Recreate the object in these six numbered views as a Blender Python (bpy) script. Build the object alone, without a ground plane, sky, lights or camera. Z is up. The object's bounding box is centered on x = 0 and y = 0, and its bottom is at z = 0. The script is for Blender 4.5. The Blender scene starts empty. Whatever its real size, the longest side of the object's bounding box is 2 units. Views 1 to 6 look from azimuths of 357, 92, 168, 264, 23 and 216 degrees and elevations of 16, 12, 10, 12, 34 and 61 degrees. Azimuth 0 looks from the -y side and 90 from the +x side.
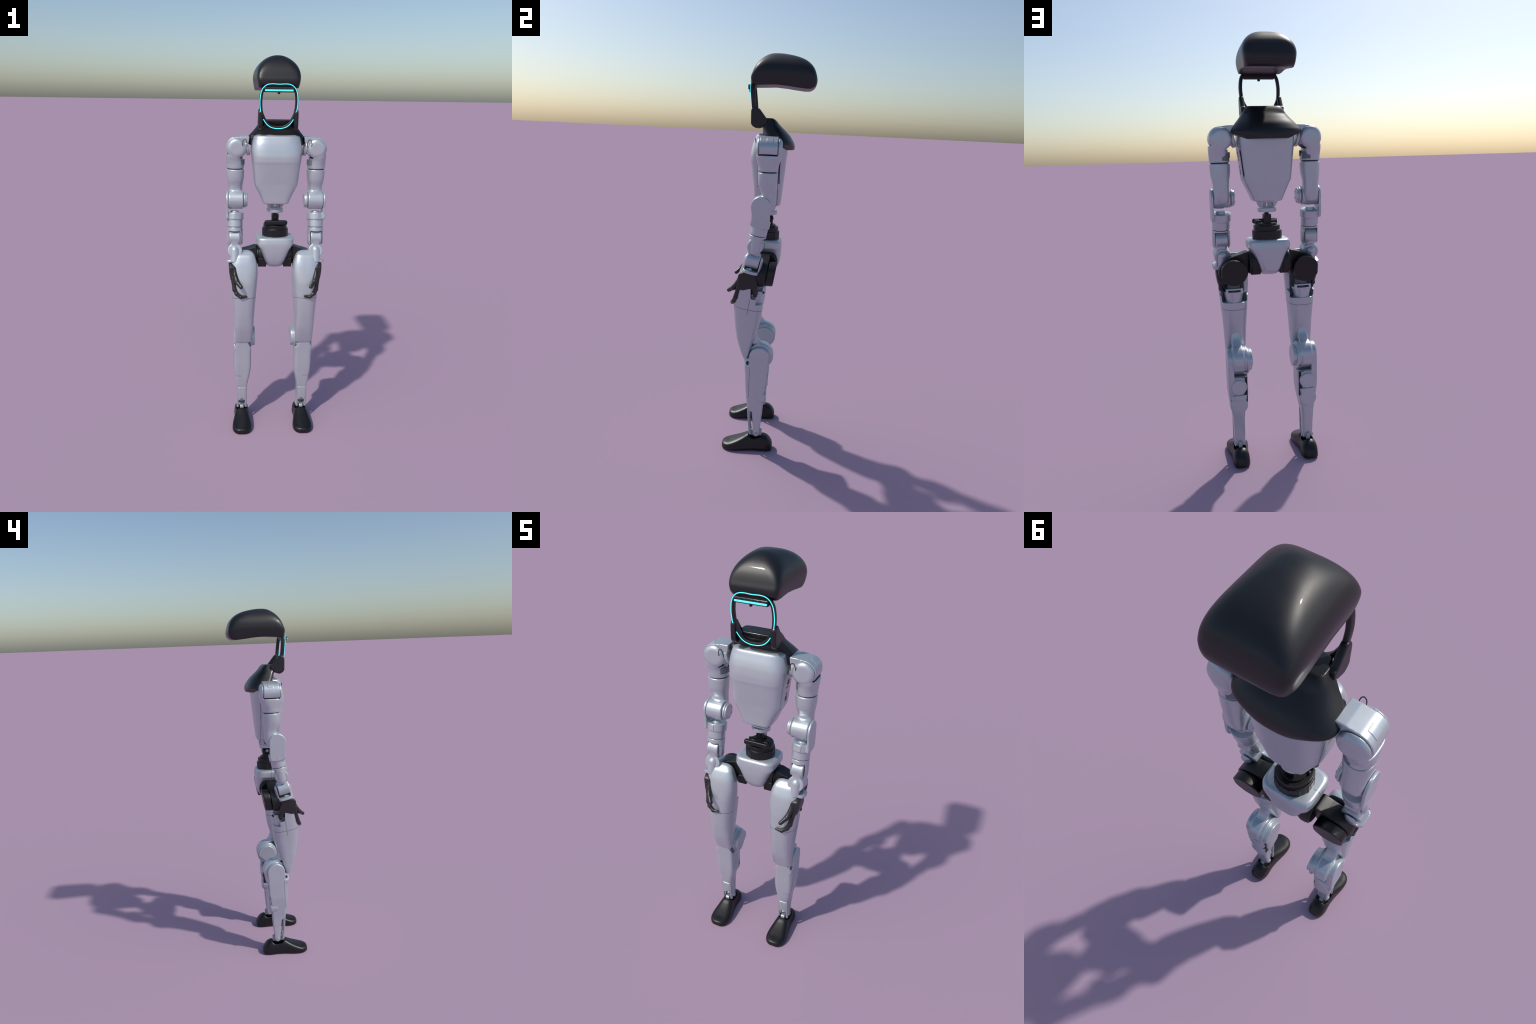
import bpy, bmesh, math
import numpy as np
from mathutils import Vector, Matrix

scene = bpy.context.scene
COL = scene.collection
V = np.array

# ------------------------------------------------------------------ materials
def new_mat(name):
    m = bpy.data.materials.new(name); m.use_nodes = True
    nt = m.node_tree
    return m, nt, nt.nodes['Principled BSDF']

def plastic(name, col, rough, grain=0.04, bump=0.0, metallic=0.0, coat=0.0, spec=0.5, lines=()):
    """Moulded plastic / painted shell: faint mottled tint + fine grain.
    lines: list of (normal, offset, box_min, box_max) - thin dark parting lines in object space."""
    m, nt, b = new_mat(name)
    N, L = nt.nodes, nt.links
    tc = N.new('ShaderNodeTexCoord')
    nz = N.new('ShaderNodeTexNoise'); nz.inputs['Scale'].default_value = 35; nz.inputs['Detail'].default_value = 4
    L.new(tc.outputs['Object'], nz.inputs['Vector'])
    cr = N.new('ShaderNodeValToRGB')
    c = V(col)
    cr.color_ramp.elements[0].position = .3; cr.color_ramp.elements[1].position = .7
    cr.color_ramp.elements[0].color = (*(c*(1-grain)), 1)
    cr.color_ramp.elements[1].color = (*(c*(1+grain)), 1)
    L.new(nz.outputs['Fac'], cr.inputs['Fac'])
    out = cr.outputs['Color']
    def math_(op, a, bb):
        n = N.new('ShaderNodeMath'); n.operation = op
        for i, s in enumerate((a, bb)):
            if isinstance(s, (int, float)): n.inputs[i].default_value = s
            else: L.new(s, n.inputs[i])
        return n.outputs[0]
    if lines:
        sx = N.new('ShaderNodeSeparateXYZ'); L.new(tc.outputs['Object'], sx.inputs[0])
        ax = N.new('ShaderNodeMath'); ax.operation = 'ABSOLUTE'; L.new(sx.outputs[0], ax.inputs[0])
        P = (ax.outputs[0], sx.outputs[1], sx.outputs[2])
        total = None
        for nrm, off, lo, hi, half in lines:
            d = None
            for k in range(3):
                if nrm[k]:
                    t = math_('MULTIPLY', P[k], float(nrm[k]))
                    d = t if d is None else math_('ADD', d, t)
            d = math_('SUBTRACT', d, float(off))
            a = N.new('ShaderNodeMath'); a.operation = 'ABSOLUTE'; L.new(d, a.inputs[0])
            f = math_('LESS_THAN', a.outputs[0], half)
            for k in range(3):
                if lo[k] is not None: f = math_('MULTIPLY', f, math_('GREATER_THAN', P[k], float(lo[k])))
                if hi[k] is not None: f = math_('MULTIPLY', f, math_('LESS_THAN', P[k], float(hi[k])))
            total = f if total is None else math_('MAXIMUM', total, f)
        mx = N.new('ShaderNodeMix'); mx.data_type = 'RGBA'
        L.new(total, mx.inputs['Factor']); L.new(out, mx.inputs['A'])
        mx.inputs['B'].default_value = (.04, .04, .045, 1)
        out = mx.outputs['Result']
    L.new(out, b.inputs['Base Color'])
    # roughness varies slightly
    mr = N.new('ShaderNodeMapRange'); mr.inputs['To Min'].default_value = rough*.92; mr.inputs['To Max'].default_value = rough*1.08
    L.new(nz.outputs['Fac'], mr.inputs['Value']); L.new(mr.outputs['Result'], b.inputs['Roughness'])
    b.inputs['Metallic'].default_value = metallic
    b.inputs['Coat Weight'].default_value = coat
    b.inputs['Coat Roughness'].default_value = .05
    b.inputs['Specular IOR Level'].default_value = spec
    if bump:
        n2 = N.new('ShaderNodeTexNoise'); n2.inputs['Scale'].default_value = 700
        L.new(tc.outputs['Object'], n2.inputs['Vector'])
        bp = N.new('ShaderNodeBump'); bp.inputs['Strength'].default_value = bump; bp.inputs['Distance'].default_value = .0006
        L.new(n2.outputs['Fac'], bp.inputs['Height']); L.new(bp.outputs['Normal'], b.inputs['Normal'])
    return m

WH = (.510, .556, .595)  # white cooled to blue-green: sky tint baked in, pink ground bounce countered
WR = .34
WM = .52
white = plastic('white_shell', WH, WR, .015, metallic=WM)
white_torso = plastic('white_torso_shell', WH, WR, .015, metallic=WM, lines=[
    ((0, 1, 0), -.070, (.09, None, 1.366), (None, None, 1.50), .0007),
    ((0, 0, 1), 1.367, (.09, -.071, None), (None, -.055, None), .0008),
    ((0, 1, 0), .030, (.03, None, 1.20), (None, None, 1.50), .0009)])
white_thigh = plastic('white_thigh_shell', WH, WR, .015, metallic=WM, lines=[
    ((0, .17, 1), .7585, (None, None, None), (None, None, None), .0009),
    ((0, 1, -.15), -.1985, (.2, None, .742), (None, None, .83), .0009)])
white_pelvis = plastic('white_pelvis_shell', WH, WR, .015, metallic=WM, lines=[
    ((0, 1, 0), -.022, (.07, None, 1.0), (None, None, 1.14), .0007)])
white_shin = plastic('white_shin_shell', WH, WR, .015, metallic=WM, lines=[
    ((0, 1, .0), -.063, (.17, None, .306), (None, None, .47), .0008),
    ((0, -.7, 1), .350, (.17, None, .28), (None, -.0635, .33), .0008)])
grey = plastic('grey_recess', (.15, .165, .19), .45, .03)
metal = plastic('bare_metal', (.40, .42, .46), .28, .03, metallic=.35)
gloss_black = plastic('gloss_black_shell', (.0055, .006, .0075), .44, .05, spec=.5, coat=.12)
matte_black = plastic('matte_black_motor', (.0035, .0035, .0045), .42, .08)
rubber = plastic('black_rubber', (.003, .003, .0038), .40, .08)
hand_mat = plastic('dark_grey_polymer', (.017, .017, .0175), .36, .06)
cord = plastic('black_cord', (.008, .008, .008), .6, .1)

def glow(name, col, strength):
    m, nt, b = new_mat(name)
    b.inputs['Base Color'].default_value = (*col, 1)
    nz = nt.nodes.new('ShaderNodeTexNoise'); nz.inputs['Scale'].default_value = 60
    mr = nt.nodes.new('ShaderNodeMapRange'); mr.inputs['To Min'].default_value = strength*.97; mr.inputs['To Max'].default_value = strength*1.03
    nt.links.new(nz.outputs['Fac'], mr.inputs['Value'])
    b.inputs['Emission Color'].default_value = (*col, 1)
    nt.links.new(mr.outputs['Result'], b.inputs['Emission Strength'])
    return m
cyan = glow('cyan_led', (.07, .84, 1.0), 1.0)

# ------------------------------------------------------------------ geometry helpers
def obj_from(name, verts, faces):
    me = bpy.data.meshes.new(name)
    me.from_pydata([tuple(map(float, v)) for v in verts], [], faces)
    bm = bmesh.new(); bm.from_mesh(me)
    bmesh.ops.recalc_face_normals(bm, faces=bm.faces)
    bm.to_mesh(me); bm.free()
    o = bpy.data.objects.new(name, me); COL.objects.link(o)
    return o

def pchip(x, y, xq):
    x = V(x, dtype=float); y = V(y, dtype=float)
    if x[0] > x[-1]: x, y = x[::-1], y[::-1]
    h = np.diff(x); d = np.diff(y)/h
    m = np.zeros_like(y)
    for i in range(1, len(x)-1):
        if d[i-1]*d[i] > 0:
            w1 = 2*h[i]+h[i-1]; w2 = h[i]+2*h[i-1]
            m[i] = (w1+w2)/(w1/d[i-1]+w2/d[i])
    m[0], m[-1] = d[0], d[-1]
    k = np.clip(np.searchsorted(x, xq)-1, 0, len(h)-1)
    t = (xq-x[k])/h[k]
    return ((2*t**3-3*t**2+1)*y[k]+(t**3-2*t**2+t)*h[k]*m[k]
            + (-2*t**3+3*t**2)*y[k+1]+(t**3-t**2)*h[k]*m[k+1])

AX = {'z': (0, 1, 2), 'y': (0, 2, 1), 'x': (1, 2, 0)}   # (a, b, t) -> coordinate index

def loft(name, axis, secs, step=.004, N=72, cap0=.01, cap1=.01, nb=None):
    """Loft super-ellipse sections along an axis.
    secs: (t, a0, a1, b0, b1, n): extents in the two cross directions and corner exponent."""
    S = V(secs, dtype=float); S = S[np.argsort(S[:, 0])]
    t0, t1 = S[0, 0], S[-1, 0]
    tq = np.linspace(t0, t1, max(6, int((t1-t0)/step)))
    # rounded ends: quarter-circle fillet of radius cap
    ends = []
    P = [pchip(S[:, 0], S[:, k], tq) for k in range(1, 6)]
    rings = []
    def ring(t, a0, a1, b0, b1, n):
        th = np.linspace(0, 2*np.pi, N, endpoint=False)
        c, s = np.cos(th), np.sin(th)
        n = np.where(s < 0, nb if nb else n, n)
        a = (a0+a1)/2 + (a1-a0)/2*np.sign(c)*np.abs(c)**(2/n)
        b = (b0+b1)/2 + (b1-b0)/2*np.sign(s)*np.abs(s)**(2/n)
        R = np.zeros((N, 3)); ia, ib, it = AX[axis]
        R[:, ia], R[:, ib], R[:, it] = a, b, t
        return R
    def val(t): return [float(pchip(S[:, 0], S[:, k], V([t]))[0]) for k in range(1, 6)]
    def shrunk(t, d):
        a0, a1, b0, b1, n = val(t)
        d = min(d, (a1-a0)*.49, (b1-b0)*.49)
        return a0+d, a1-d, b0+d, b1-d, n
    if cap0 > 0:
        for k in range(6):
            th = math.pi/2*k/6
            t = t0+cap0*(1-math.cos(th))
            rings.append(ring(t, *shrunk(t, cap0*(1-math.sin(math.pi/2*k/6)))))
    for i, t in enumerate(tq):
        if t <= t0+cap0*.999 and cap0 > 0: continue
        if t >= t1-cap1*.999 and cap1 > 0: continue
        rings.append(ring(t, *[p[i] for p in P]))
    if cap1 > 0:
        for k in range(6, -1, -1):
            t = t1-cap1*(1-math.cos(math.pi/2*k/6))
            rings.append(ring(t, *shrunk(t, cap1*(1-math.sin(math.pi/2*k/6)))))
    return rings_obj(name, rings)

def rings_obj(name, rings, caps=True):
    N = len(rings[0]); verts = np.concatenate(rings); faces = []
    for i in range(len(rings)-1):
        for j in range(N):
            k = (j+1) % N
            faces.append((i*N+j, i*N+k, (i+1)*N+k, (i+1)*N+j))
    if caps:
        verts = np.concatenate([verts, [rings[0].mean(0)], [rings[-1].mean(0)]])
        c0, c1 = len(verts)-2, len(verts)-1; b = (len(rings)-1)*N
        for j in range(N):
            k = (j+1) % N
            faces.append((c0, k, j)); faces.append((c1, b+j, b+k))
    return obj_from(name, verts, faces)

def crom(pts, n, closed=True):
    """Catmull-Rom through control points."""
    p = V(pts, dtype=float); m = len(p); out = []
    segs = m if closed else m-1
    for i in range(segs):
        if closed: a, b, c, d = p[(i-1) % m], p[i], p[(i+1) % m], p[(i+2) % m]
        else: a, b, c, d = p[max(i-1, 0)], p[i], p[i+1], p[min(i+2, m-1)]
        for k in range(n):
            t = k/n
            out.append(.5*(2*b+(c-a)*t+(2*a-5*b+4*c-d)*t*t+(3*b-a-3*c+d)*t**3))
    if not closed: out.append(p[-1])
    return V(out)

def prism(name, outline, axis, lo, hi, shear=None):
    """Extrude a 2D outline (a,b) along an axis."""
    ia, ib, it = AX[axis]; n = len(outline); vs = []
    for t in (lo, hi):
        for a, b in outline:
            q = [0, 0, 0]; q[ia], q[ib], q[it] = a, b, t
            if shear: q = shear(q)
            vs.append(q)
    fs = [(i, (i+1) % n, n+(i+1) % n, n+i) for i in range(n)]
    fs += [tuple(range(n)), tuple(range(n, 2*n))]
    return obj_from(name, vs, fs)

def box(lo, hi, shear=None):
    return prism('box', [(lo[0], lo[1]), (hi[0], lo[1]), (hi[0], hi[1]), (lo[0], hi[1])], 'z', lo[2], hi[2], shear)

def cyl(p0, p1, r, r2=None, N=48, rnd=0):
    """Cylinder between two points, optional rounded rims."""
    p0, p1 = V(p0, dtype=float), V(p1, dtype=float); d = p1-p0; Lh = np.linalg.norm(d); d /= Lh
    u = np.cross(d, [0, 0, 1.0] if abs(d[2]) < .9 else [1.0, 0, 0]); u /= np.linalg.norm(u); w = np.cross(d, u)
    r2 = r if r2 is None else r2
    prof = [(0, r), (Lh, r2)]
    if rnd:
        prof = [(rnd*(1-math.cos(a)), r-rnd+rnd*math.sin(a)) for a in np.linspace(0, math.pi/2, 6)]
        prof += [(Lh-rnd*(1-math.cos(a)), r2-rnd+rnd*math.sin(a)) for a in np.linspace(math.pi/2, 0, 6)]
    th = np.linspace(0, 2*np.pi, N, endpoint=False)
    rings = [p0+d*t+rr*(np.outer(np.cos(th), u)+np.outer(np.sin(th), w)) for t, rr in prof]
    return rings_obj('cyl', rings)

def tube(name, path, rad, N=16, sub=8, closed=False, flat=None):
    """Round tube through points, radius per point; hemispherical ends."""
    P = crom(path, sub, closed)
    rr = np.interp(np.linspace(0, 1, len(P)), np.linspace(0, 1, len(path)), rad) if hasattr(rad, '__len__') else np.full(len(P), rad)
    th = np.linspace(0, 2*np.pi, N, endpoint=False)
    rings = []
    T = np.gradient(P, axis=0)
    if closed: T = np.roll(P, -1, 0)-np.roll(P, 1, 0)
    T /= np.linalg.norm(T, axis=1)[:, None]
    ref = V([0, 1.0, 0]) if abs(T[:, 1]).max() < .95 else V([1.0, 0, 0])
    def rg(p, t, r):
        u = np.cross(t, ref); u /= np.linalg.norm(u); w = np.cross(u, t)
        fl = flat if flat else (1, 1)
        return p+r*(fl[0]*np.outer(np.cos(th), u)+fl[1]*np.outer(np.sin(th), w))
    if not closed:
        for a in np.linspace(0.05, 1, 5)[:-1]:
            rings.append(rg(P[0]-T[0]*rr[0]*math.cos(a*math.pi/2), T[0], rr[0]*math.sin(a*math.pi/2)))
    for p, t, r in zip(P, T, rr): rings.append(rg(p, t, r))
    if not closed:
        for a in np.linspace(0.05, 1, 5)[:-1][::-1]:
            rings.append(rg(P[-1]+T[-1]*rr[-1]*math.cos(a*math.pi/2), T[-1], rr[-1]*math.sin(a*math.pi/2)))
    if closed:
        rings.append(rings[0]); return rings_obj(name, rings, caps=False)
    return rings_obj(name, rings)

def join(objs):
    bm = bmesh.new()
    for o in objs:
        bm.from_mesh(o.data)
    me = bpy.data.meshes.new('joined'); bm.to_mesh(me); bm.free()
    for o in objs: kill(o)
    o = bpy.data.objects.new('joined', me); COL.objects.link(o); return o

def kill(o):
    me = o.data; bpy.data.objects.remove(o); 
    if me.users == 0: bpy.data.meshes.remove(me)

def bake(o):
    dg = bpy.context.evaluated_depsgraph_get()
    me = bpy.data.meshes.new_from_object(o.evaluated_get(dg))
    old = o.data; o.modifiers.clear(); o.data = me
    if old.users == 0: bpy.data.meshes.remove(old)
    return o

def fuse(adds, cuts=(), voxel=.0022, smooth=5):
    """Fuse closed solids into one filleted skin (voxel remesh + smoothing), minus the cutters."""
    o = join(list(adds)) if len(adds) > 1 else adds[0]
    m = o.modifiers.new('r', 'REMESH'); m.mode = 'VOXEL'; m.voxel_size = voxel
    for c in cuts:
        b = o.modifiers.new('b', 'BOOLEAN'); b.operation = 'DIFFERENCE'; b.solver = 'EXACT'; b.object = c
    if cuts:
        m = o.modifiers.new('r2', 'REMESH'); m.mode = 'VOXEL'; m.voxel_size = voxel
    if smooth:
        s = o.modifiers.new('s', 'SMOOTH'); s.factor = .5; s.iterations = smooth
    bpy.context.view_layer.update()
    bake(o)
    for c in cuts: kill(c)
    return o

def warp(o, f):
    me = o.data; n = len(me.vertices); co = np.empty(n*3); me.vertices.foreach_get('co', co)
    co = co.reshape(-1, 3); co = f(co); me.vertices.foreach_set('co', co.ravel()); me.update(); return o

def finish(o, name, mat, parent=None, sharp=40):
    o.name = name; o.data.name = name
    o.data.materials.clear(); o.data.materials.append(mat)
    for p in o.data.polygons: p.use_smooth = True
    if sharp: o.data.set_sharp_from_angle(angle=math.radians(sharp))
    o.parent = parent if parent else ROOT
    return o

def both(o, name, mat, parents=None, sharp=40):
    """Finish a part built on the +x side and its mirror image on the -x side."""
    me = o.data.copy()
    bm = bmesh.new(); bm.from_mesh(me)
    for v in bm.verts: v.co.x *= -1
    bmesh.ops.reverse_faces(bm, faces=bm.faces)
    bm.to_mesh(me); bm.free()
    o2 = bpy.data.objects.new(name, me); COL.objects.link(o2)
    finish(o, name, mat, parents[0] if parents else None, sharp)
    finish(o2, name, mat, parents[1] if parents else None, sharp)
    return o, o2

ROOT = bpy.data.objects.new('humanoid_robot', None); COL.objects.link(ROOT)
ROOT['label'] = 'slim white humanoid robot with hollow glowing face ring and black head shell'
ROOT['category'] = 'humanoid robot'

def rot_x(p, c, ang):
    """rotate array of points about the x axis through c=(y,z)"""
    q = p.copy(); s, k = math.sin(ang), math.cos(ang)
    y, z = p[:, 1]-c[0], p[:, 2]-c[1]
    q[:, 1], q[:, 2] = c[0]+k*y-s*z, c[1]+s*y+k*z
    return q

# ------------------------------------------------------------------ HEAD
def build_head():
    """Stack of rounded-rectangle slices; crisp corners low down, melting into a dome at the top."""
    front = [(1.8355, -.106), (1.845, -.1125), (1.857, -.1205), (1.878, -.1225), (1.903, -.1155), (1.928, -.106), (1.950, -.0935), (1.968, -.0790), (1.983, -.0610), (1.992, -.0450), (1.998, -.027), (2.0, -.010)]
    back = [(1.8355, .168), (1.845, .184), (1.855, .191), (1.875, .194), (1.905, .188), (1.925, .181), (1.939, .173), (1.955, .159), (1.969, .141), (1.980, .118), (1.988, .093), (1.995, .058), (1.999, .030), (2.0, .015)]
    under = [(-.13, 1.842), (-.103, 1.843), (-.053, 1.846), (-.004, 1.849), (.053, 1.845), (.094, 1.840), (.139, 1.8355), (.20, 1.8355)]
    N = 176; th = np.linspace(0, 2*np.pi, N, endpoint=False)
    ph = np.linspace(0, 1, 64); zs = 1.8355+(2.0-1.8355)*np.sin(ph*math.pi/2)**1.15
    rings = []
    for z in zs:
        f = float(pchip([q[0] for q in front], [q[1] for q in front], V([z]))[0])
        bk = float(pchip([q[0] for q in back], [q[1] for q in back], V([z]))[0])
        u = max(0, (z-1.898)/.1022)
        w = .1118*max(1e-4, 1-min(u, .99999)**2.0)**(1/2.0)
        w *= 1-.085*max(0, (1.895-z)/.06)**1.3
        c, s_ = np.cos(th), np.sin(th)
        up = min(1, max(0, (z-1.890)/.108))
        n = np.where(s_ < 0, 2.7+11.5*(1-up)**1.5, 2.7+6.6*(1-up)**1.1)   # crisper corners at the front
        # even spacing round the rounded rectangle
        k = (np.abs(c)**n+np.abs(s_)**n)**(-1/n)
        x, y = w*c*k, (f+bk)/2+(bk-f)/2*s_*k
        x = x*(1+.045*np.clip((y-.03)/.15, -1, 1))
        zz = np.full(N, z)
        low = np.clip((1.895-z)/.0595, 0, 1)**1.5
        zz = zz+(np.interp(y, *zip(*under))-1.8355)*low
        rings.append(np.column_stack([x, y, zz]))
    return rings
def head_obj():
    rings = build_head()
    r = rings[0]; c = V([0, .035, 0])
    under = []
    for sc in (.15, .4, .65, .85, .94, .98):
        q = r.copy(); q[:, :2] = c[:2]+(r[:, :2]-c[:2])*sc
        q[:, 2] = np.interp(q[:, 1], [-.13, -.103, -.053, -.004, .053, .094, .139, .20], [1.842, 1.843, 1.846, 1.849, 1.845, 1.840, 1.8355, 1.8355])-.0003
        under.append(q)
    o = rings_obj('head', under+rings)
    return fuse([o], voxel=.0022, smooth=5)
head = finish(head_obj(), 'head', gloss_black, sharp=0)

# face ring: closed path in the leaning face plane
def fy(z): return -.127+(1.866-z)*.115
half_path = [(0, 1.8605), (.030, 1.862), (.055, 1.859), (.074, 1.847), (.0865, 1.825), (.0915, 1.795), (.092, 1.765), (.0875, 1.728),
             (.073, 1.695), (.060, 1.676), (.042, 1.661), (.020, 1.6535), (0, 1.652)]
full = half_path + [(-x, z) for x, z in half_path[-2:0:-1]]
P2 = crom(full, 6)
def frame_ring():
    T = np.roll(P2, -1, 0)-np.roll(P2, 1, 0); T /= np.linalg.norm(T, axis=1)[:, None]
    Nn = np.column_stack([-T[:, 1], T[:, 0]])
    if (Nn[0] @ (V([0, 1.76])-P2[0])) < 0: Nn = -Nn
    # profile: (inward offset, depth behind the front plane)
    prof = [(-.004, .004), (-.0025, .0012), (.0, .0005), (.007, .0015), (.0110, .004), (.0125, .010), (.0115, .019), (.009, .0215), (.0005, .0215), (-.0025, .019), (-.004, .012)]
    rings = []
    for p, n in zip(P2, Nn):
        R = []
        for a, d in prof:
            q = p+n*a; R.append((q[0], fy(q[1])+d, q[1]))
        rings.append(V(R))
    rings.append(rings[0])
    return rings_obj('face_ring', rings, caps=False)
face_ring = finish(frame_ring(), 'face_ring', gloss_black, head, sharp=35)
def strip(pts, name):
    path = [(x, fy(z)+.0009, z) for x, z in pts]
    return finish(tube(name, path, .0018, N=12, sub=6), name, cyan, face_ring, sharp=0)
up = [(-x, z) for x, z in half_path[7:0:-1]] + half_path[:8]
strip(up, 'light_strip')
lowp = [(x, z) for x, z in half_path[8:]] + [(-x, z) for x, z in half_path[-2:7:-1]]
strip(lowp, 'light_strip')
# sensor bar under the brow
bar = loft('sensor_bar', 'x', [(-.073, -.1345, -.108, 1.823, 1.8475, 5), (.071, -.1345, -.108, 1.823, 1.8475, 5)], cap0=.004, cap1=.004, N=40)
sensor = finish(bar, 'sensor_bar', gloss_black, head)
finish(tube('bar_light', [(-.066, -.1345, 1.832), (0, -.1345, 1.832), (.064, -.1345, 1.832)], .0038, N=14, flat=(1, .8)), 'bar_light', cyan, sensor, 0)
finish(cyl((-.002, -.127, 1.828), (-.002, -.127, 1.8145), .0066, rnd=.005, N=20), 'camera_nub', matte_black, sensor)
for i, x in enumerate((-.042, -.016, .011, .038)):
    finish(box((x-.0009, -.1350, 1.8400), (x+.0009, -.1335, 1.8455)), 'vent_slit', cord, sensor)
# brow plate between ring and shell
brow = prism('brow', [(x*.93, z) for x, z in crom([(-.078, 1.838), (-.070, 1.852), (-.05, 1.860), (0, 1.857), (.05, 1.860), (.070, 1.852), (.078, 1.838), (0, 1.836)], 4)], 'y', -.121, -.104)
finish(brow, 'brow_plate', matte_black, head)
# cheek pods
pod = [(-.108, 1.740), (-.1145, 1.728), (-.1135, 1.664), (-.104, 1.652), (-.086, 1.643), (-.055, 1.653), (-.035, 1.668), (-.036, 1.692), (-.046, 1.694), (-.084, 1.742), (-.095, 1.746)]
pd = fuse([prism('pod', pod, 'x', .0765, .0990)], voxel=.002, smooth=40)
both(pd, 'cheek_pod', gloss_black, (head, head))

# ------------------------------------------------------------------ COLLAR
def build_collar():
    secs = [(1.694, -.079, .079, -.056, -.006), (1.687, -.084, .084, -.0595, .004), (1.665, -.098, .098, -.060, .025), (1.640, -.116, .116, -.054, .052),
            (1.615, -.1375, .1375, -.045, .077), (1.598, -.1515, .1515, -.036, .089), (1.586, -.159, .159, -.028, .0965), (1.578, -.158, .158, -.020, .1000), (1.560, -.124, .124, -.008, .1035), (1.547, -.098, .098, -.002, .1015)]
    S = V(secs)[::-1]; rings = []
    N = 96; th = np.linspace(0, 2*np.pi, N, endpoint=False); cs, sn = np.cos(th), np.sin(th)
    zz = np.linspace(1.547, 1.694, 56)
    for z in zz:
        x0, x1, y0, y1 = [float(pchip(S[:, 0], S[:, k], V([z]))[0]) for k in range(1, 5)]
        ym = y0+(y1-y0)*.42
        nb, nf = 2.5+2.2*np.clip((z-1.66)/.03, 0, 1), 5.0
        n = np.where(sn > 0, nb, nf)
        x = x1*np.sign(cs)*np.abs(cs)**(2/n)
        y = ym+np.where(sn > 0, y1-ym, ym-y0)*np.sign(sn)*np.abs(sn)**(2/n)
        rings.append(np.column_stack([x, y, np.full(N, z)]))
    return rings_obj('collar', rings)
neck_side = [loft('strap', 'z', [(1.565, s*.129-.011, s*.129+.011, -.045, .02, 4), (1.612, s*.122-.014, s*.122+.014, -.045, .02, 4)]) for s in (1, -1)]
neck_base = loft('nb', 'z', [(1.60, -.100, .100, -.056, .03, 5), (1.646, -.085, .085, -.058, .02, 5), (1.668, -.076, .076, -.076, .01, 6), (1.694, -.072, .072, -.085, -.01, 6)], cap0=.004, cap1=.004)
collar = fuse([build_collar(), neck_base] + neck_side, voxel=.0028, smooth=6)
finish(collar, 'collar', gloss_black, sharp=0)

# ------------------------------------------------------------------ TORSO
T_secs = [(1.620, -.100, .100, -.078, .045, 4.5), (1.612, -.115, .115, -.086, .053, 4.5), (1.595, -.1225, .1225, -.093, .064, 4.2), (1.570, -.1275, .1275, -.1015, .0685, 4.2), (1.540, -.130, .130, -.108, .069, 4.2),
          (1.507, -.1275, .1275, -.1115, .0665, 4.2), (1.490, -.1255, .1255, -.1115, .065, 4.2), (1.474, -.1235, .1235, -.1085, .064, 4.2), (1.43, -.1185, .1185, -.102, .0605, 4.4), (1.385, -.1140, .1140, -.095, .0565, 4.4), (1.370, -.1120, .1120, -.0925, .0555, 4.4),
          (1.352, -.1045, .1045, -.0905, .0545, 4.4), (1.328, -.0920, .0920, -.088, .052, 4.5), (1.298, -.0780, .0780, -.0855, .0495, 4.6), (1.270, -.0665, .0665, -.0830, .046, 5)]
torso = loft('torso', 'z', T_secs, step=.003, N=120, cap0=.007, cap1=.008)
# connector ports sunk into one flank
def flank(z): return float(pchip([q[0] for q in T_secs[::-1]], [q[2] for q in T_secs[::-1]], V([z]))[0])
PORTS = [(-.030, -.006, 1.470, 1.495), (-.034, -.006, 1.455, 1.4615), (-.030, -.008, 1.4245, 1.431), (-.030, -.006, 1.392, 1.418), (.0300, .0385, 1.385, 1.53)]
cutters = []
for y0, y1, z0, z1 in PORTS:
    w = flank((z0+z1)/2)
    c = prism('cut', [(y0, z0), (y1, z0), (y1, z1), (y0, z1)], 'x', w-.018, w+.03)
    md = torso.modifiers.new('b', 'BOOLEAN'); md.operation = 'DIFFERENCE'; md.solver = 'EXACT'; md.object = c
    cutters.append(c)
bpy.context.view_layer.update(); bake(torso)
for c in cutters: kill(c)
finish(torso, 'torso', white_torso, sharp=38)
for y0, y1, z0, z1 in PORTS:
    w = flank((z0+z1)/2)
    finish(box((w-.022, y0-.001, z0-.001), (w-.014, y1+.001, z1+.001)), 'port_shade_floor', grey, torso)  # grey floor paints the pocket's inner shade; the shell there is white

# ------------------------------------------------------------------ WAIST
wz = fuse([loft('w', 'z', [(1.244, -.036, .036, -.040, .018, 5), (1.284, -.058, .058, -.062, .036, 5)], cap0=0, cap1=0),
           loft('w2', 'z', [(1.230, -.036, .036, -.040, .018, 5), (1.248, -.036, .036, -.040, .018, 5)], cap0=0, cap1=0),
           cyl((0, -.012, 1.2195), (0, -.012, 1.2385), .0435)],
          [box((-.024, -.09, 1.2445), (.024, .06, 1.264)), box((-.09, -.03, 1.2445), (.09, .006, 1.262))], voxel=.0016, smooth=3)
finish(wz, 'waist_bracket', white)
for s_ in (-1, 1):
    finish(box((s_*.0135-.0085, -.030, 1.242), (s_*.0135+.0085, .008, 1.268)), 'waist_block', metal)
wm = fuse([cyl((.002, -.020, 1.070), (.002, -.020, 1.1345), .0675), cyl((.002, -.020, 1.12), (.002, -.020, 1.157), .0615)], voxel=.0016, smooth=3)
waist = finish(wm, 'waist_motor', matte_black)
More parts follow.
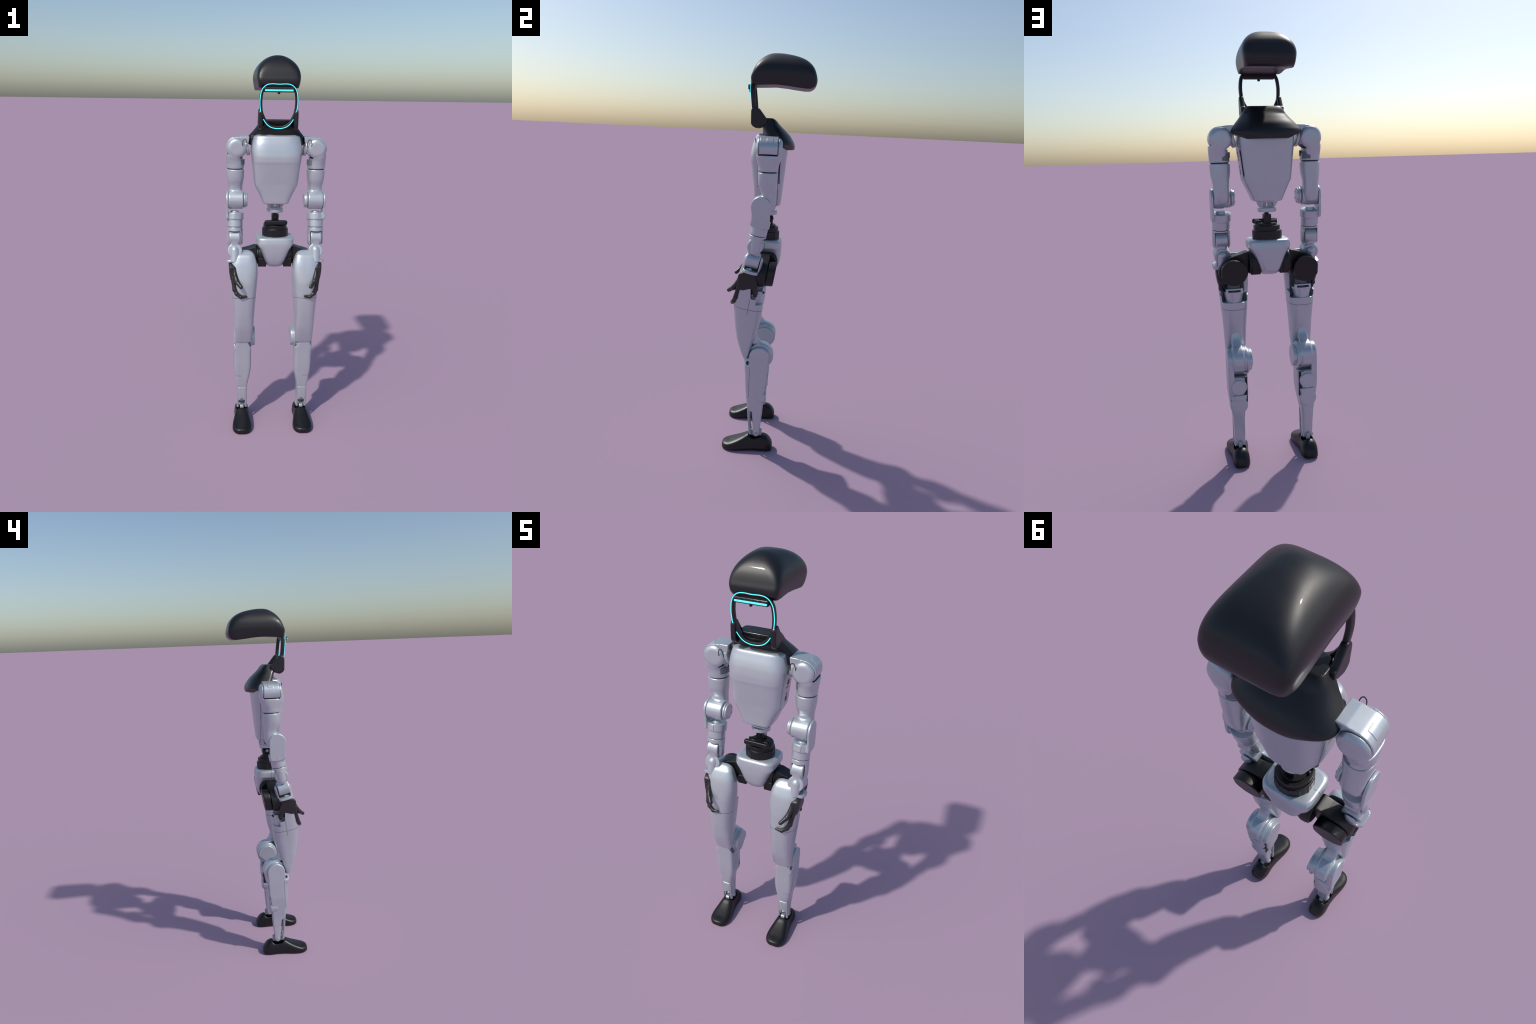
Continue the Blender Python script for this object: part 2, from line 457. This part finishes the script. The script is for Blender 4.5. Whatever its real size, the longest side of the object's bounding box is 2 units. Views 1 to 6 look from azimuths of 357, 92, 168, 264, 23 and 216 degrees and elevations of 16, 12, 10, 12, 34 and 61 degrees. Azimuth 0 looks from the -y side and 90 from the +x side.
for k in range(12):
    a = 2*math.pi*k/12+.26
    c, s_ = math.cos(a), math.sin(a)
    finish(cyl((.002+.0625*c, -.02+.0625*s_, 1.085), (.002+.0625*c, -.02+.0625*s_, 1.1325), .0068, N=12), 'cooling_rib', matte_black, waist)
cb = fuse([loft('cb', 'x', [(-.058, -.079, -.058, 1.160, 1.1835, 4), (.062, -.079, -.058, 1.160, 1.1835, 4)], cap0=.009, cap1=.009),
           box((-.050, -.066, 1.160), (-.026, -.052, 1.178)), box((.030, -.066, 1.160), (.054, -.052, 1.178)),
           box((-.050, -.036, 1.160), (-.020, -.026, 1.177)), box((.024, -.036, 1.160), (.054, -.026, 1.177)),
           cyl((.002, -.018, 1.15), (.002, -.018, 1.168), .045)], voxel=.0016, smooth=2)
finish(cb, 'waist_crossbar', matte_black, waist)
for x in (-.032, .034):
    finish(cyl((x, -.0798, 1.171), (x, -.074, 1.171), .004, N=16), 'bolt', cord, waist)
def clevis(y0, y1):
    return prism('cv', [(-.015, 1.155), (.019, 1.155), (.019, 1.198)] + [(.002+.017*math.cos(a), 1.198+.015*math.sin(a)) for a in np.linspace(.2, math.pi-.2, 9)] + [(-.015, 1.198)], 'y', y0, y1)
cv = fuse([clevis(-.034, -.020), clevis(-.004, .012), box((-.013, -.03, 1.155), (.017, .01, 1.18))], voxel=.0014, smooth=3)
finish(cv, 'universal_joint', matte_black, waist)
finish(cyl((.002, -.0365, 1.198), (.002, .0145, 1.198), .0075, N=24), 'joint_pin', gloss_black, waist)
finish(cyl((-.018, -.012, 1.2), (.022, -.012, 1.2), .0085, N=24), 'joint_pin', metal, waist)
finish(loft('s', 'z', [(1.18, -.007, .011, -.019, -.005, 4), (1.224, -.007, .011, -.019, -.005, 4)], cap0=0, cap1=0), 'joint_post', matte_black, waist)

# ------------------------------------------------------------------ PELVIS + HIP
pv = loft('pelvis', 'z', [(1.096, -.0945, .0945, -.097, .054, 5), (1.088, -.0965, .0965, -.101, .0575, 5), (1.075, -.098, .098, -.104, .0605, 4.6), (1.060, -.098, .098, -.106, .0625, 4.6),
                          (1.047, -.0915, .0915, -.1065, .0625, 4.6), (1.028, -.079, .079, -.106, .062, 4.4), (.985, -.0625, .0625, -.100, .058, 4), (.960, -.0535, .0535, -.092, .050, 3.6), (.942, -.046, .046, -.080, .038, 3.2), (.929, -.036, .036, -.062, .022, 3)],
          step=.003, N=96, cap0=.006, cap1=.012)
finish(pv, 'pelvis', white_pelvis, sharp=0)
hm = fuse([cyl((-.097, -.010, .987), (.097, -.010, .987), .0535, rnd=.006)], voxel=.002, smooth=3)
hip = finish(hm, 'hip_motor', matte_black)
hm2 = fuse([cyl((.060, -.012, .987), (.087, -.012, .987), .0605, rnd=.004), box((.045, -.074, .934), (.088, .03, .976)), box((.05, -.060, .934), (.088, .03, 1.03))], voxel=.002, smooth=4)
both(hm2, 'hip_bearing', matte_black, (hip, hip))
sh = lambda q: (q[0], q[1]+.155*(q[2]-.95), q[2])
yk = crom([(.096, 1.037), (.135, 1.029), (.172, 1.019), (.205, 1.002), (.228, .974), (.236, .945), (.229, .912), (.205, .889), (.165, .882), (.128, .890), (.106, .915), (.098, .938), (.095, .99)], 4)
ho = fuse([prism('yoke', yk, 'y', -.068, -.001, sh)], voxel=.0022, smooth=6)
hy = both(ho, 'hip_yoke', matte_black)
cdisc = lambda y, r: [(.169+r*math.cos(a), .947+r*math.sin(a)) for a in np.linspace(0, 2*math.pi, 64, endpoint=False)]
dm = [(min(max(x, .169-.0575), .169+.0575), z) for x, z in cdisc(0, .061)]
hd = fuse([prism('disc', dm, 'y', 0, .040, sh), prism('disc', cdisc(0, .052), 'y', -.02, .02, sh)], voxel=.0022, smooth=6)
both(hd, 'hip_motor_cap', matte_black, hy)
# ------------------------------------------------------------------ THIGH
th_secs = [(1.027, .138, .187, -.084, -.058, 4), (1.019, .122, .203, -.094, -.056, 4), (1.005, .1095, .216, -.111, -.054, 4), (.985, .1020, .2255, -.122, -.05, 3.5),
           (.955, .0945, .233, -.1335, -.045, 3.2), (.905, .0905, .2355, -.1455, -.035, 2.9), (.850, .0935, .233, -.1545, -.012, 2.8), (.790, .0985, .228, -.1575, -.012, 2.8),
           (.700, .106, .220, -.152, -.021, 2.9), (.650, .1095, .217, -.1445, -.035, 3.1), (.610, .1115, .2150, -.1365, -.046, 3.6), (.570, .114, .2135, -.1235, -.058, 3.8), (.535, .118, .2125, -.110, -.068, 4), (.508, .123, .208, -.0985, -.078, 4)]
thigh_body = loft('thigh', 'z', th_secs, step=.004, N=96, cap0=.004, cap1=.008)
scoop = cyl((.164, -.040, .796), (.164, -.042, .905), .0590, N=64)
rear = prism('rear', [(-.072, 1.1), (-.072, .830), (-.045, .826), (-.02, .812), (.0, .803), (.08, .803), (.08, 1.1)], 'x', .05, .3)
thigh = fuse([thigh_body], [scoop, rear], voxel=.0025, smooth=3)
tp = both(thigh, 'thigh', white_thigh)
cup = fuse([cyl((.165, -.052, .79), (.165, -.052, .848), .036, .0475)], [cyl((.165, -.052, .838), (.165, -.052, .9), .042)], voxel=.0018, smooth=3)
both(cup, 'hip_yaw_cup', white, tp)
clip = fuse([box((.126, -.040, .840), (.205, -.016, .863))], [box((.136, -.06, .8455), (.195, .05, .856))], voxel=.0016, smooth=2)
both(clip, 'cable_clip', white, tp)
both(cyl((.165, -.06, .82), (.165, -.055, .91), .030, N=40), 'hip_yaw_shaft', grey, tp)
# knee housing at the back of the thigh
neck = loft('neck', 'z', [(.66, .143, .188, -.09, -.038, 4), (.640, .141, .189, -.10, -.0370, 4), (.618, .141, .189, -.09, -.032, 4), (.600, .140, .189, -.08, -.022, 4), (.580, .140, .190, -.07, .0, 4)])
knee = fuse([cyl((.139, -.013, .520), (.190, -.013, .520), .0655, rnd=.006), neck,
             cyl((.122, -.013, .520), (.145, -.013, .520), .060, rnd=.003),
             cyl((.190, -.015, .518), (.196, -.015, .518), .055)], voxel=.002, smooth=5)
kn = both(knee, 'knee_housing', white, tp)
ring = fuse([cyl((.1165, -.010, .512), (.1265, -.010, .512), .0615, rnd=.002)], voxel=.0016, smooth=3)
both(ring, 'knee_ring', white, kn)
Rk = .0545
dd = []
for a in np.linspace(0, 2*math.pi, 72, endpoint=False):
    d = V([math.cos(a), math.sin(a)]); n = V([.66, -.75]); m = d @ n
    dd.append((-.010+Rk*d[0]-max(0, m-.72)*Rk*n[0], .512+Rk*d[1]-max(0, m-.72)*Rk*n[1]))
kd = fuse([prism('kd', dd, 'x', .0995, .118)], voxel=.0016, smooth=3)
both(kd, 'knee_cap_disc', white, kn)

# ------------------------------------------------------------------ SHIN
sh_secs = [(.512, .142, .200, -.0945, -.060, 4), (.490, .132, .207, -.0925, -.055, 4), (.466, .1215, .2165, -.0905, -.045, 3.8), (.440, .1195, .2150, -.0885, .020, 3.8), (.400, .1195, .2150, -.086, .021, 3.8),
           (.360, .1195, .2150, -.0835, .020, 3.8), (.320, .1225, .2125, -.0795, .014, 3.8), (.290, .1285, .208, -.0765, .008, 3.8), (.262, .134, .2045, -.073, .006, 3.8), (.235, .139, .200, -.069, .006, 4), (.214, .1425, .197, -.065, .006, 4)]
shin_body = loft('shin', 'z', sh_secs, step=.004, N=96, cap0=.004, cap1=.003, nb=6)
plate = []
plate += [(-.018+.0505*math.cos(a), .5225+.0505*math.sin(a)) for a in np.linspace(-.15, math.pi+.1, 24)]
plate += [(-.068, .470), (-.066, .40), (-.060, .30), (-.045, .24), (-.035, .12), (-.034, .10)]
plate += [(-.017+.0175*math.cos(a), .090+.0175*math.sin(a)) for a in np.linspace(math.pi+.1, 2*math.pi-.1, 10)]
plate += [(.001, .11), (.008, .20), (.010, .26), (.017, .33), (.0255, .39), (.0275, .44), (.0305, .49)]
outer = fuse([prism('plate', plate, 'x', .186, .2185)], voxel=.003, smooth=2)
def plate_taper(p):
    q = p.copy(); d = np.interp(p[:, 2], [.09, .16, .232, .30, .36, .45, .57], [.0235, .0225, .0180, .0085, .0012, .0008, .0025])
    q[:, 0] = p[:, 0]-d*np.clip((p[:, 0]-.186)/.03, 0, 1); return q
warp(outer, plate_taper)
lower = loft('lower', 'z', [(.26, .138, .201, -.052, .012, 4), (.20, .1425, .197, -.046, .009, 4), (.14, .1430, .1965, -.0375, .004, 4), (.105, .1435, .1965, -.034, .001, 4), (.078, .146, .1955, -.031, -.002, 4)], cap0=.004)
shin = fuse([shin_body, outer, lower],
            [cyl((.16, -.07, .487), (.235, -.075, .487), .0085, N=20), box((.1, -.012, .44), (.1885, .09, .60)), box((.15, -.08, .06), (.190, -.008, .118)),
             cyl((.10, -.058, .478), (.139, -.063, .478), .020, N=24)], voxel=.0022, smooth=4)
sp = both(shin, 'shin', white_shin)
both(fuse([cyl((.138, -.058, .484), (.21, -.058, .487), .016, N=24)], voxel=.002, smooth=2), 'knee_link', grey, sp)
# calf actuators
for z, r, y1 in ((.391, .0375, .031), (.298, .0395, .0255)):
    a = fuse([cyl((.170, -.02, z), (.170, y1-.006, z), r+.003), cyl((.169, -.02, z), (.169, y1, z), r-.002)], voxel=.0016, smooth=3)
    both(a, 'calf_actuator', white, sp)
bridge = fuse([loft('b', 'z', [(.322, .132, .205, -.02, .026, 5), (.350, .129, .208, -.02, .026, 5)], cap0=.003, cap1=.003)], voxel=.0018, smooth=3)
both(bridge, 'calf_bridge', white, sp)
both(box((.1275, -.02, .31), (.2050, .0185, .436)), 'calf_recess', cord, sp)
both(fuse([box((.136, -.03, .432), (.2, .02, .445))], voxel=.002, smooth=2), 'calf_shelf', grey, sp)
# ankle: front plate, push rods, cross piece
both(fuse([loft('f', 'z', [(.135, .150, .191, -.0615, -.050, 5), (.218, .1475, .193, -.068, -.050, 5)], cap0=.003, cap1=.002)], [box((.162, -.1, .12), (.178, 0, .146))], voxel=.0016, smooth=3), 'ankle_plate', white, sp)
for x in (.1475, .1925):
    both(tube('push_rod', [(x, -.064, .262), (x, -.0605, .21), (x, -.054, .13), (x, -.0485, .092)], [.0045, .0050, .0055, .0075], N=14), 'push_rod', metal, sp)
both(cyl((.141, -.017, .090), (.199, -.017, .090), .0105, N=28, rnd=.001), 'ankle_pin', metal, sp)
both(fuse([cyl((.160, -.05, .092), (.180, -.05, .092), .012), box((.162, -.055, .07), (.178, .012, .10)), cyl((.170, .005, .07), (.170, .005, .107), .007)], voxel=.0018, smooth=3), 'ankle_cross', metal, sp)

# ------------------------------------------------------------------ FOOT
ft = [(-.1945, .150, .190, .0, .024, 2.6), (-.1905, .142, .198, .0, .028, 2.6), (-.182, .1305, .2095, .0, .0315, 2.6), (-.170, .1225, .2175, .0, .0345, 2.7), (-.157, .1180, .2220, .0, .0375, 2.9), (-.135, .1165, .2235, .0, .0455, 3), (-.110, .1185, .2215, .0, .0560, 3.1), (-.085, .1225, .2175, .0, .0685, 3.1),
      (-.062, .1265, .2135, .0, .0815, 3.1), (-.045, .129, .2115, .0, .086, 3), (-.020, .131, .2095, .0, .084, 3), (.005, .130, .2105, .0, .081, 3), (.020, .129, .2115, .0, .079, 3), (.036, .130, .2105, .0, .0735, 3), (.052, .134, .2065, .0, .060, 2.8), (.062, .139, .202, .0, .046, 2.6), (.069, .147, .195, .0, .034, 2.4)]
fb = loft('foot', 'y', ft, step=.003, N=96, cap0=.004, cap1=.008, nb=9)
def taper(p):
    q = p.copy(); h = np.clip(p[:, 2]/.088, 0, 1.2)
    k = 1-.28*h**1.8+.02*(1-h)
    q[:, 0] = .170+(p[:, 0]-.170)*k
    return q
warp(fb, taper)
mouth = prism('m', [(-.0640, .20), (-.0590, .084), (-.050, .072), (-.040, .066), (-.025, .062), (.0, .062), (.009, .066), (.015, .074), (.020, .20)], 'x', .10, .24)
well = loft('well', 'z', [(.040, .1425, .1995, -.056, .012, 3), (.2, .1425, .1995, -.056, .012, 3)], cap0=.004, cap1=0)
foot = fuse([fb], [well, mouth], voxel=.0022, smooth=4)
both(foot, 'foot', rubber)

# ------------------------------------------------------------------ SHOULDER + UPPER ARM
cx, cz = .2030, 1.5525
R0 = .0530
def arc(r, a0, a1, n=24): return [(cx+r*math.cos(a), cz+r*math.sin(a)) for a in np.linspace(a0, a1, n)]
so = [(.205, 1.53)] + arc(R0, -.50, math.pi*.47) + [(.170, 1.6095), (.1385, 1.610), (.141, 1.588), (.1535, 1.540), (.158, 1.520)]
blk = fuse([prism('sb', so, 'y', -.0585, .0265)], voxel=.002, smooth=8)
sb = both(blk, 'shoulder', white)
sleeve = loft('sleeve', 'z', [(1.4475, .1635, .2555, -.0625, .0315, 2), (1.468, .1635, .2565, -.0635, .033, 2), (1.490, .170, .2575, -.0665, .0375, 2.3), (1.508, .171, .258, -.0715, .043, 2.6), (1.530, .166, .2575, -.0735, .045, 2.8), (1.550, .166, .2565, -.0735, .045, 2.8)], cap0=.003, cap1=.006)
yk_add = [sleeve, cyl((cx, -.0755, cz), (cx, -.025, cz), .0525, rnd=.024), cyl((cx, -.008, cz), (cx, .0470, cz), .0525, rnd=.024)]
inner_gap = [prism('g', arc(.0550, 0, 2*math.pi, 48), 'y', -.0598, .0278), box((.10, -.0605, 1.523), (.30, .0285, 1.65))]
yoke = fuse(yk_add, inner_gap, voxel=.002, smooth=18)
ua = both(yoke, 'shoulder_yoke', white)
both(fuse([cyl((cx, -.0565, cz), (cx, .0245, cz), .0510)], voxel=.0025, smooth=2), 'shoulder_motor', cord, ua)
padp = [(cx+(R0+.0016)*math.cos(a), cz+(R0+.0016)*math.sin(a)) for a in np.linspace(.55, 1.25, 12)] + [(cx+(R0-.004)*math.cos(a), cz+(R0-.004)*math.sin(a)) for a in np.linspace(1.25, .55, 12)]
both(fuse([prism('pad', padp, 'y', -.026, .004)], voxel=.0012, smooth=2), 'shoulder_pad', white, sb)
dsk = fuse([cyl((.1435, -.016, 1.560), (.160, -.016, 1.556), .047, rnd=.004)], voxel=.002, smooth=3)
both(dsk, 'shoulder_flange', white, sb)
lp_ = tube('cord', [(.1520, -.0725, 1.560), (.1523, -.079, 1.577), (.1552, -.082, 1.591), (.163, -.083, 1.5975), (.1708, -.082, 1.591), (.1737, -.079, 1.577), (.1740, -.0725, 1.560)], .0016, N=8)
both(lp_, 'cord_loop', cord, sb)
def arc_patch(c, r, a0, a1, z0, z1, th=.003):
    ang = np.linspace(a0, a1, 14)
    out = [(c[0]+r*math.cos(a), c[1]+r*math.sin(a)) for a in ang] + [(c[0]+(r-th)*math.cos(a), c[1]+(r-th)*math.sin(a)) for a in ang[::-1]]
    return prism('patch', out, 'z', z0, z1)
for a0, a1, z0, z1 in ((math.radians(100), math.radians(150), 1.456, 1.488), (math.radians(172), math.radians(232), 1.468, 1.494)):  # proud grey plates modelling the interior shading of the sleeve cutaways
    both(arc_patch((.2098, -.0155), .0488, a0, a1, z0, z1), 'sleeve_shade_plate', grey, ua)

upper = loft('ua', 'z', [(1.444, .1635, .2545, -.061, .030, 2.2), (1.440, .1625, .2552, -.062, .031, 2.2), (1.415, .163, .2548, -.0615, .031, 2.2), (1.390, .1655, .2522, -.0585, .0305, 2.3), (1.365, .170, .2475, -.049, .030, 2.4), (1.345, .172, .2445, -.042, .029, 2.5), (1.320, .172, .245, -.042, .028, 2.6), (1.295, .172, .245, -.05, .0255, 2.8), (1.270, .173, .244, -.05, .014, 2.8), (1.255, .175, .242, -.045, .000, 2.8)], cap0=.006, cap1=.002)
EY, EZ = -.0395, 1.2868
up_o = fuse([upper, cyl((.168, EY, EZ), (.2445, EY, EZ), .0468, rnd=.004)], voxel=.002, smooth=9)
uo = both(up_o, 'upper_arm', white)
both(cyl((.21, -.0155, 1.436), (.21, -.0155, 1.456), .040, N=40), 'arm_bearing', cord, uo)
ec = fuse([cyl((.1475, EY, EZ), (.1585, EY, EZ), .0365, rnd=.003), cyl((.156, EY, EZ), (.164, EY, EZ), .0405, rnd=.002)], voxel=.0014, smooth=2)
eo = both(ec, 'elbow_cap', white, uo)
both(cyl((.158, EY, EZ), (.170, EY, EZ), .0385, N=40), 'elbow_seal', grey, uo)
for k in range(6):
    a = 2*math.pi*k/6+.5
    both(cyl((.1455, EY+.029*math.cos(a), EZ+.029*math.sin(a)), (.1500, EY+.029*math.cos(a), EZ+.029*math.sin(a)), .0035, N=12), 'cap_screw', metal, eo)

# ------------------------------------------------------------------ FOREARM (leans forward)
fd = V([0, -.174, -.985]); F0 = V([.2115, -.0365, 1.2195])
def fp(s, dx=0, dy=0): return F0+fd*s+V([dx, dy, 0])
eplate = [(EY+.0465*math.cos(a), EZ+.0465*math.sin(a)) for a in np.linspace(-.05, math.pi+.05, 24)]
eplate += [(-.084, 1.268), (-.0815, 1.255), (-.082, 1.215), (-.084, 1.195), (-.045, 1.184), (-.003, 1.184), (.004, 1.20), (.006, 1.23), (.0055, 1.26)]
pl = prism('ep', eplate, 'x', .2455, .2570)
ringc = cyl(fp(0), fp(.0365), .0462)
elb = fuse([pl, ringc, cyl(fp(-.010), fp(.01), .0215)], [prism('s', [(-.2, 1.234), (.1, 1.234), (.1, 1.40), (-.2, 1.40)], 'x', .1, .2452)], voxel=.002, smooth=7)
fo = both(elb, 'forearm', white)
both(fuse([box((.206, -.0875, 1.194), (.222, -.07, 1.224), shear=lambda q: (q[0], q[1]+.174*(q[2]-1.208), q[2]))], voxel=.0015, smooth=3), 'forearm_key', white, fo)
seg = fuse([cyl(fp(.030), fp(.0745), .0412, rnd=.001)], voxel=.002, smooth=2)
both(seg, 'forearm_sleeve', white, fo)
both(cyl(fp(.068), fp(.080), .0385), 'wrist_seal', cord, fo)
WY, WZ = -.0600, 1.090
wy = fuse([cyl(fp(.0763), fp(.108), .0418, rnd=.002),
           loft('cheek', 'z', [(1.050, .1725, .2525, WY-.026, WY+.022, 2.3), (1.075, .1700, .2545, WY-.031, WY+.029, 2.3), (1.100, .1695, .2545, WY-.031, WY+.036, 2.1), (1.135, .1700, .2540, WY-.028, WY+.044, 2)], cap0=.016)],
          [box((.1825, -.2, 1.00), (.2435, .1, 1.130))], voxel=.0018, smooth=4)
wyo = both(wy, 'wrist_yoke', white)
# wrist pitch drum flowing into the wrist roll drum
roll_ax = V([0, .974, -.225]); RC = V([.2115, -.0690, 1.022])
wp = fuse([cyl((.1855, WY, WZ+.002), (.2405, WY, WZ+.002), .0375, rnd=.004),
           loft('wl', 'z', [(1.09, .186, .240, -.097, -.030, 4), (1.062, .189, .236, -.095, -.034, 4), (1.035, .186, .238, -.098, -.036, 4)]),
           cyl(RC-roll_ax*.033, RC+roll_ax*.033, .0385, rnd=.004)], voxel=.0018, smooth=6)
both(wp, 'wrist', white)
# hand bracket: front and rear capsule cheeks with an outward base loop
def rotw(p): return rot_x(p, (-.070, 1.00), math.radians(-12))
def dome(y):
    r = .0262; prof = [(math.cos(a)*r, 1.024+math.sin(a)*r) for a in np.linspace(0, math.pi/2*.97, 10)]
    th = np.linspace(0, 2*math.pi, 40, endpoint=False)
    rings = [np.column_stack([.2125+rr*np.cos(th), y+rr*np.sin(th), np.full(40, z)]) for rr, z in [(r, .962)]+prof]
    return rings_obj('dome', rings)
base = crom([(.189, .0-.105), (.225, -.109), (.250, -.103), (.2575, -.088), (.2575, -.052), (.250, -.036), (.225, -.031), (.189, -.034)], 4)
hb_ = [dome(-.0915), dome(-.0490)]
gap = box((.15, -.1035, .974), (.30, -.0370, 1.10))
hb_.append(prism('b', base, 'z', .960, .9745))
for o in hb_+[gap]: warp(o, rotw)
hb = fuse(hb_, [gap], voxel=.0018, smooth=5)
hbo = both(hb, 'hand_bracket', white)
core = warp(box((.192, -.1, .966), (.226, -.04, .99)), rotw)
both(fuse([core], voxel=.002, smooth=2), 'bracket_core', cord, hbo)

# ------------------------------------------------------------------ HAND
pal = crom([(-.100, .968), (-.128, .957), (-.1365, .945), (-.1365, .918), (-.1405, .893), (-.132, .878), (-.114, .871), (-.092, .876), (-.077, .881), (-.062, .874), (-.047, .872), (-.039, .892), (-.047, .925), (-.060, .960)], 4)
def palm_shape(p):
    q = p.copy(); t = np.clip((.95-p[:, 2])/.08, 0, 1)
    # curl inward toward the bottom and front/back
    q[:, 0] = p[:, 0]-.010*t**2-.004*np.clip((-.11-p[:, 1])/.03, 0, 1)
    q[:, 0] += .018*np.clip((p[:, 2]-.928)/.035, 0, 1)*np.clip((.240-p[:, 0])/.035, 0, 1)
    return q
palm = fuse([warp(fuse([prism('palm', pal, 'x', .2025, .2440)], voxel=.003, smooth=4), palm_shape),
             cyl((.212, -.118, .945), (.212, -.129, .915), .0125), cyl((.219, -.128, .905), (.219, -.130, .875), .011)], voxel=.0022, smooth=14)
ho_ = both(palm, 'hand', hand_mat)
def digit(path, rad, knuckle=1.12):
    """Jointed finger: straight tapering phalanges with slightly swollen knuckles."""
    P, R = [], []
    path = V(path)
    for i in range(len(path)-1):
        a, b = path[i], path[i+1]
        for t, k in ((0, knuckle if i else 1), (.18, 1), (.5, .94), (.82, 1)):
            P.append(a+(b-a)*t); R.append((rad[i]+(rad[i+1]-rad[i])*t)*k)
    P.append(path[-1]); R.append(rad[-1])
    return tube('digit', P, R, N=18, sub=2)
both(fuse([digit([(.2130, -.122, .940), (.2115, -.136, .908), (.2020, -.158, .877), (.1805, -.1840, .8565)], [.0135, .0130, .0130, .0098])], voxel=.0014, smooth=3), 'thumb', hand_mat, ho_)
both(fuse([digit([(.2225, -.130, .892), (.2135, -.147, .830), (.2030, -.1555, .811), (.1800, -.1640, .7955), (.1535, -.1650, .7985)], [.0125, .0116, .0110, .0098, .0060])], voxel=.0014, smooth=3), 'finger', hand_mat, ho_)
both(fuse([digit([(.2260, -.058, .890), (.2250, -.053, .860), (.2150, -.050, .845), (.1980, -.052, .838)], [.0118, .0105, .0095, .0065])], voxel=.0014, smooth=3), 'finger', hand_mat, ho_)
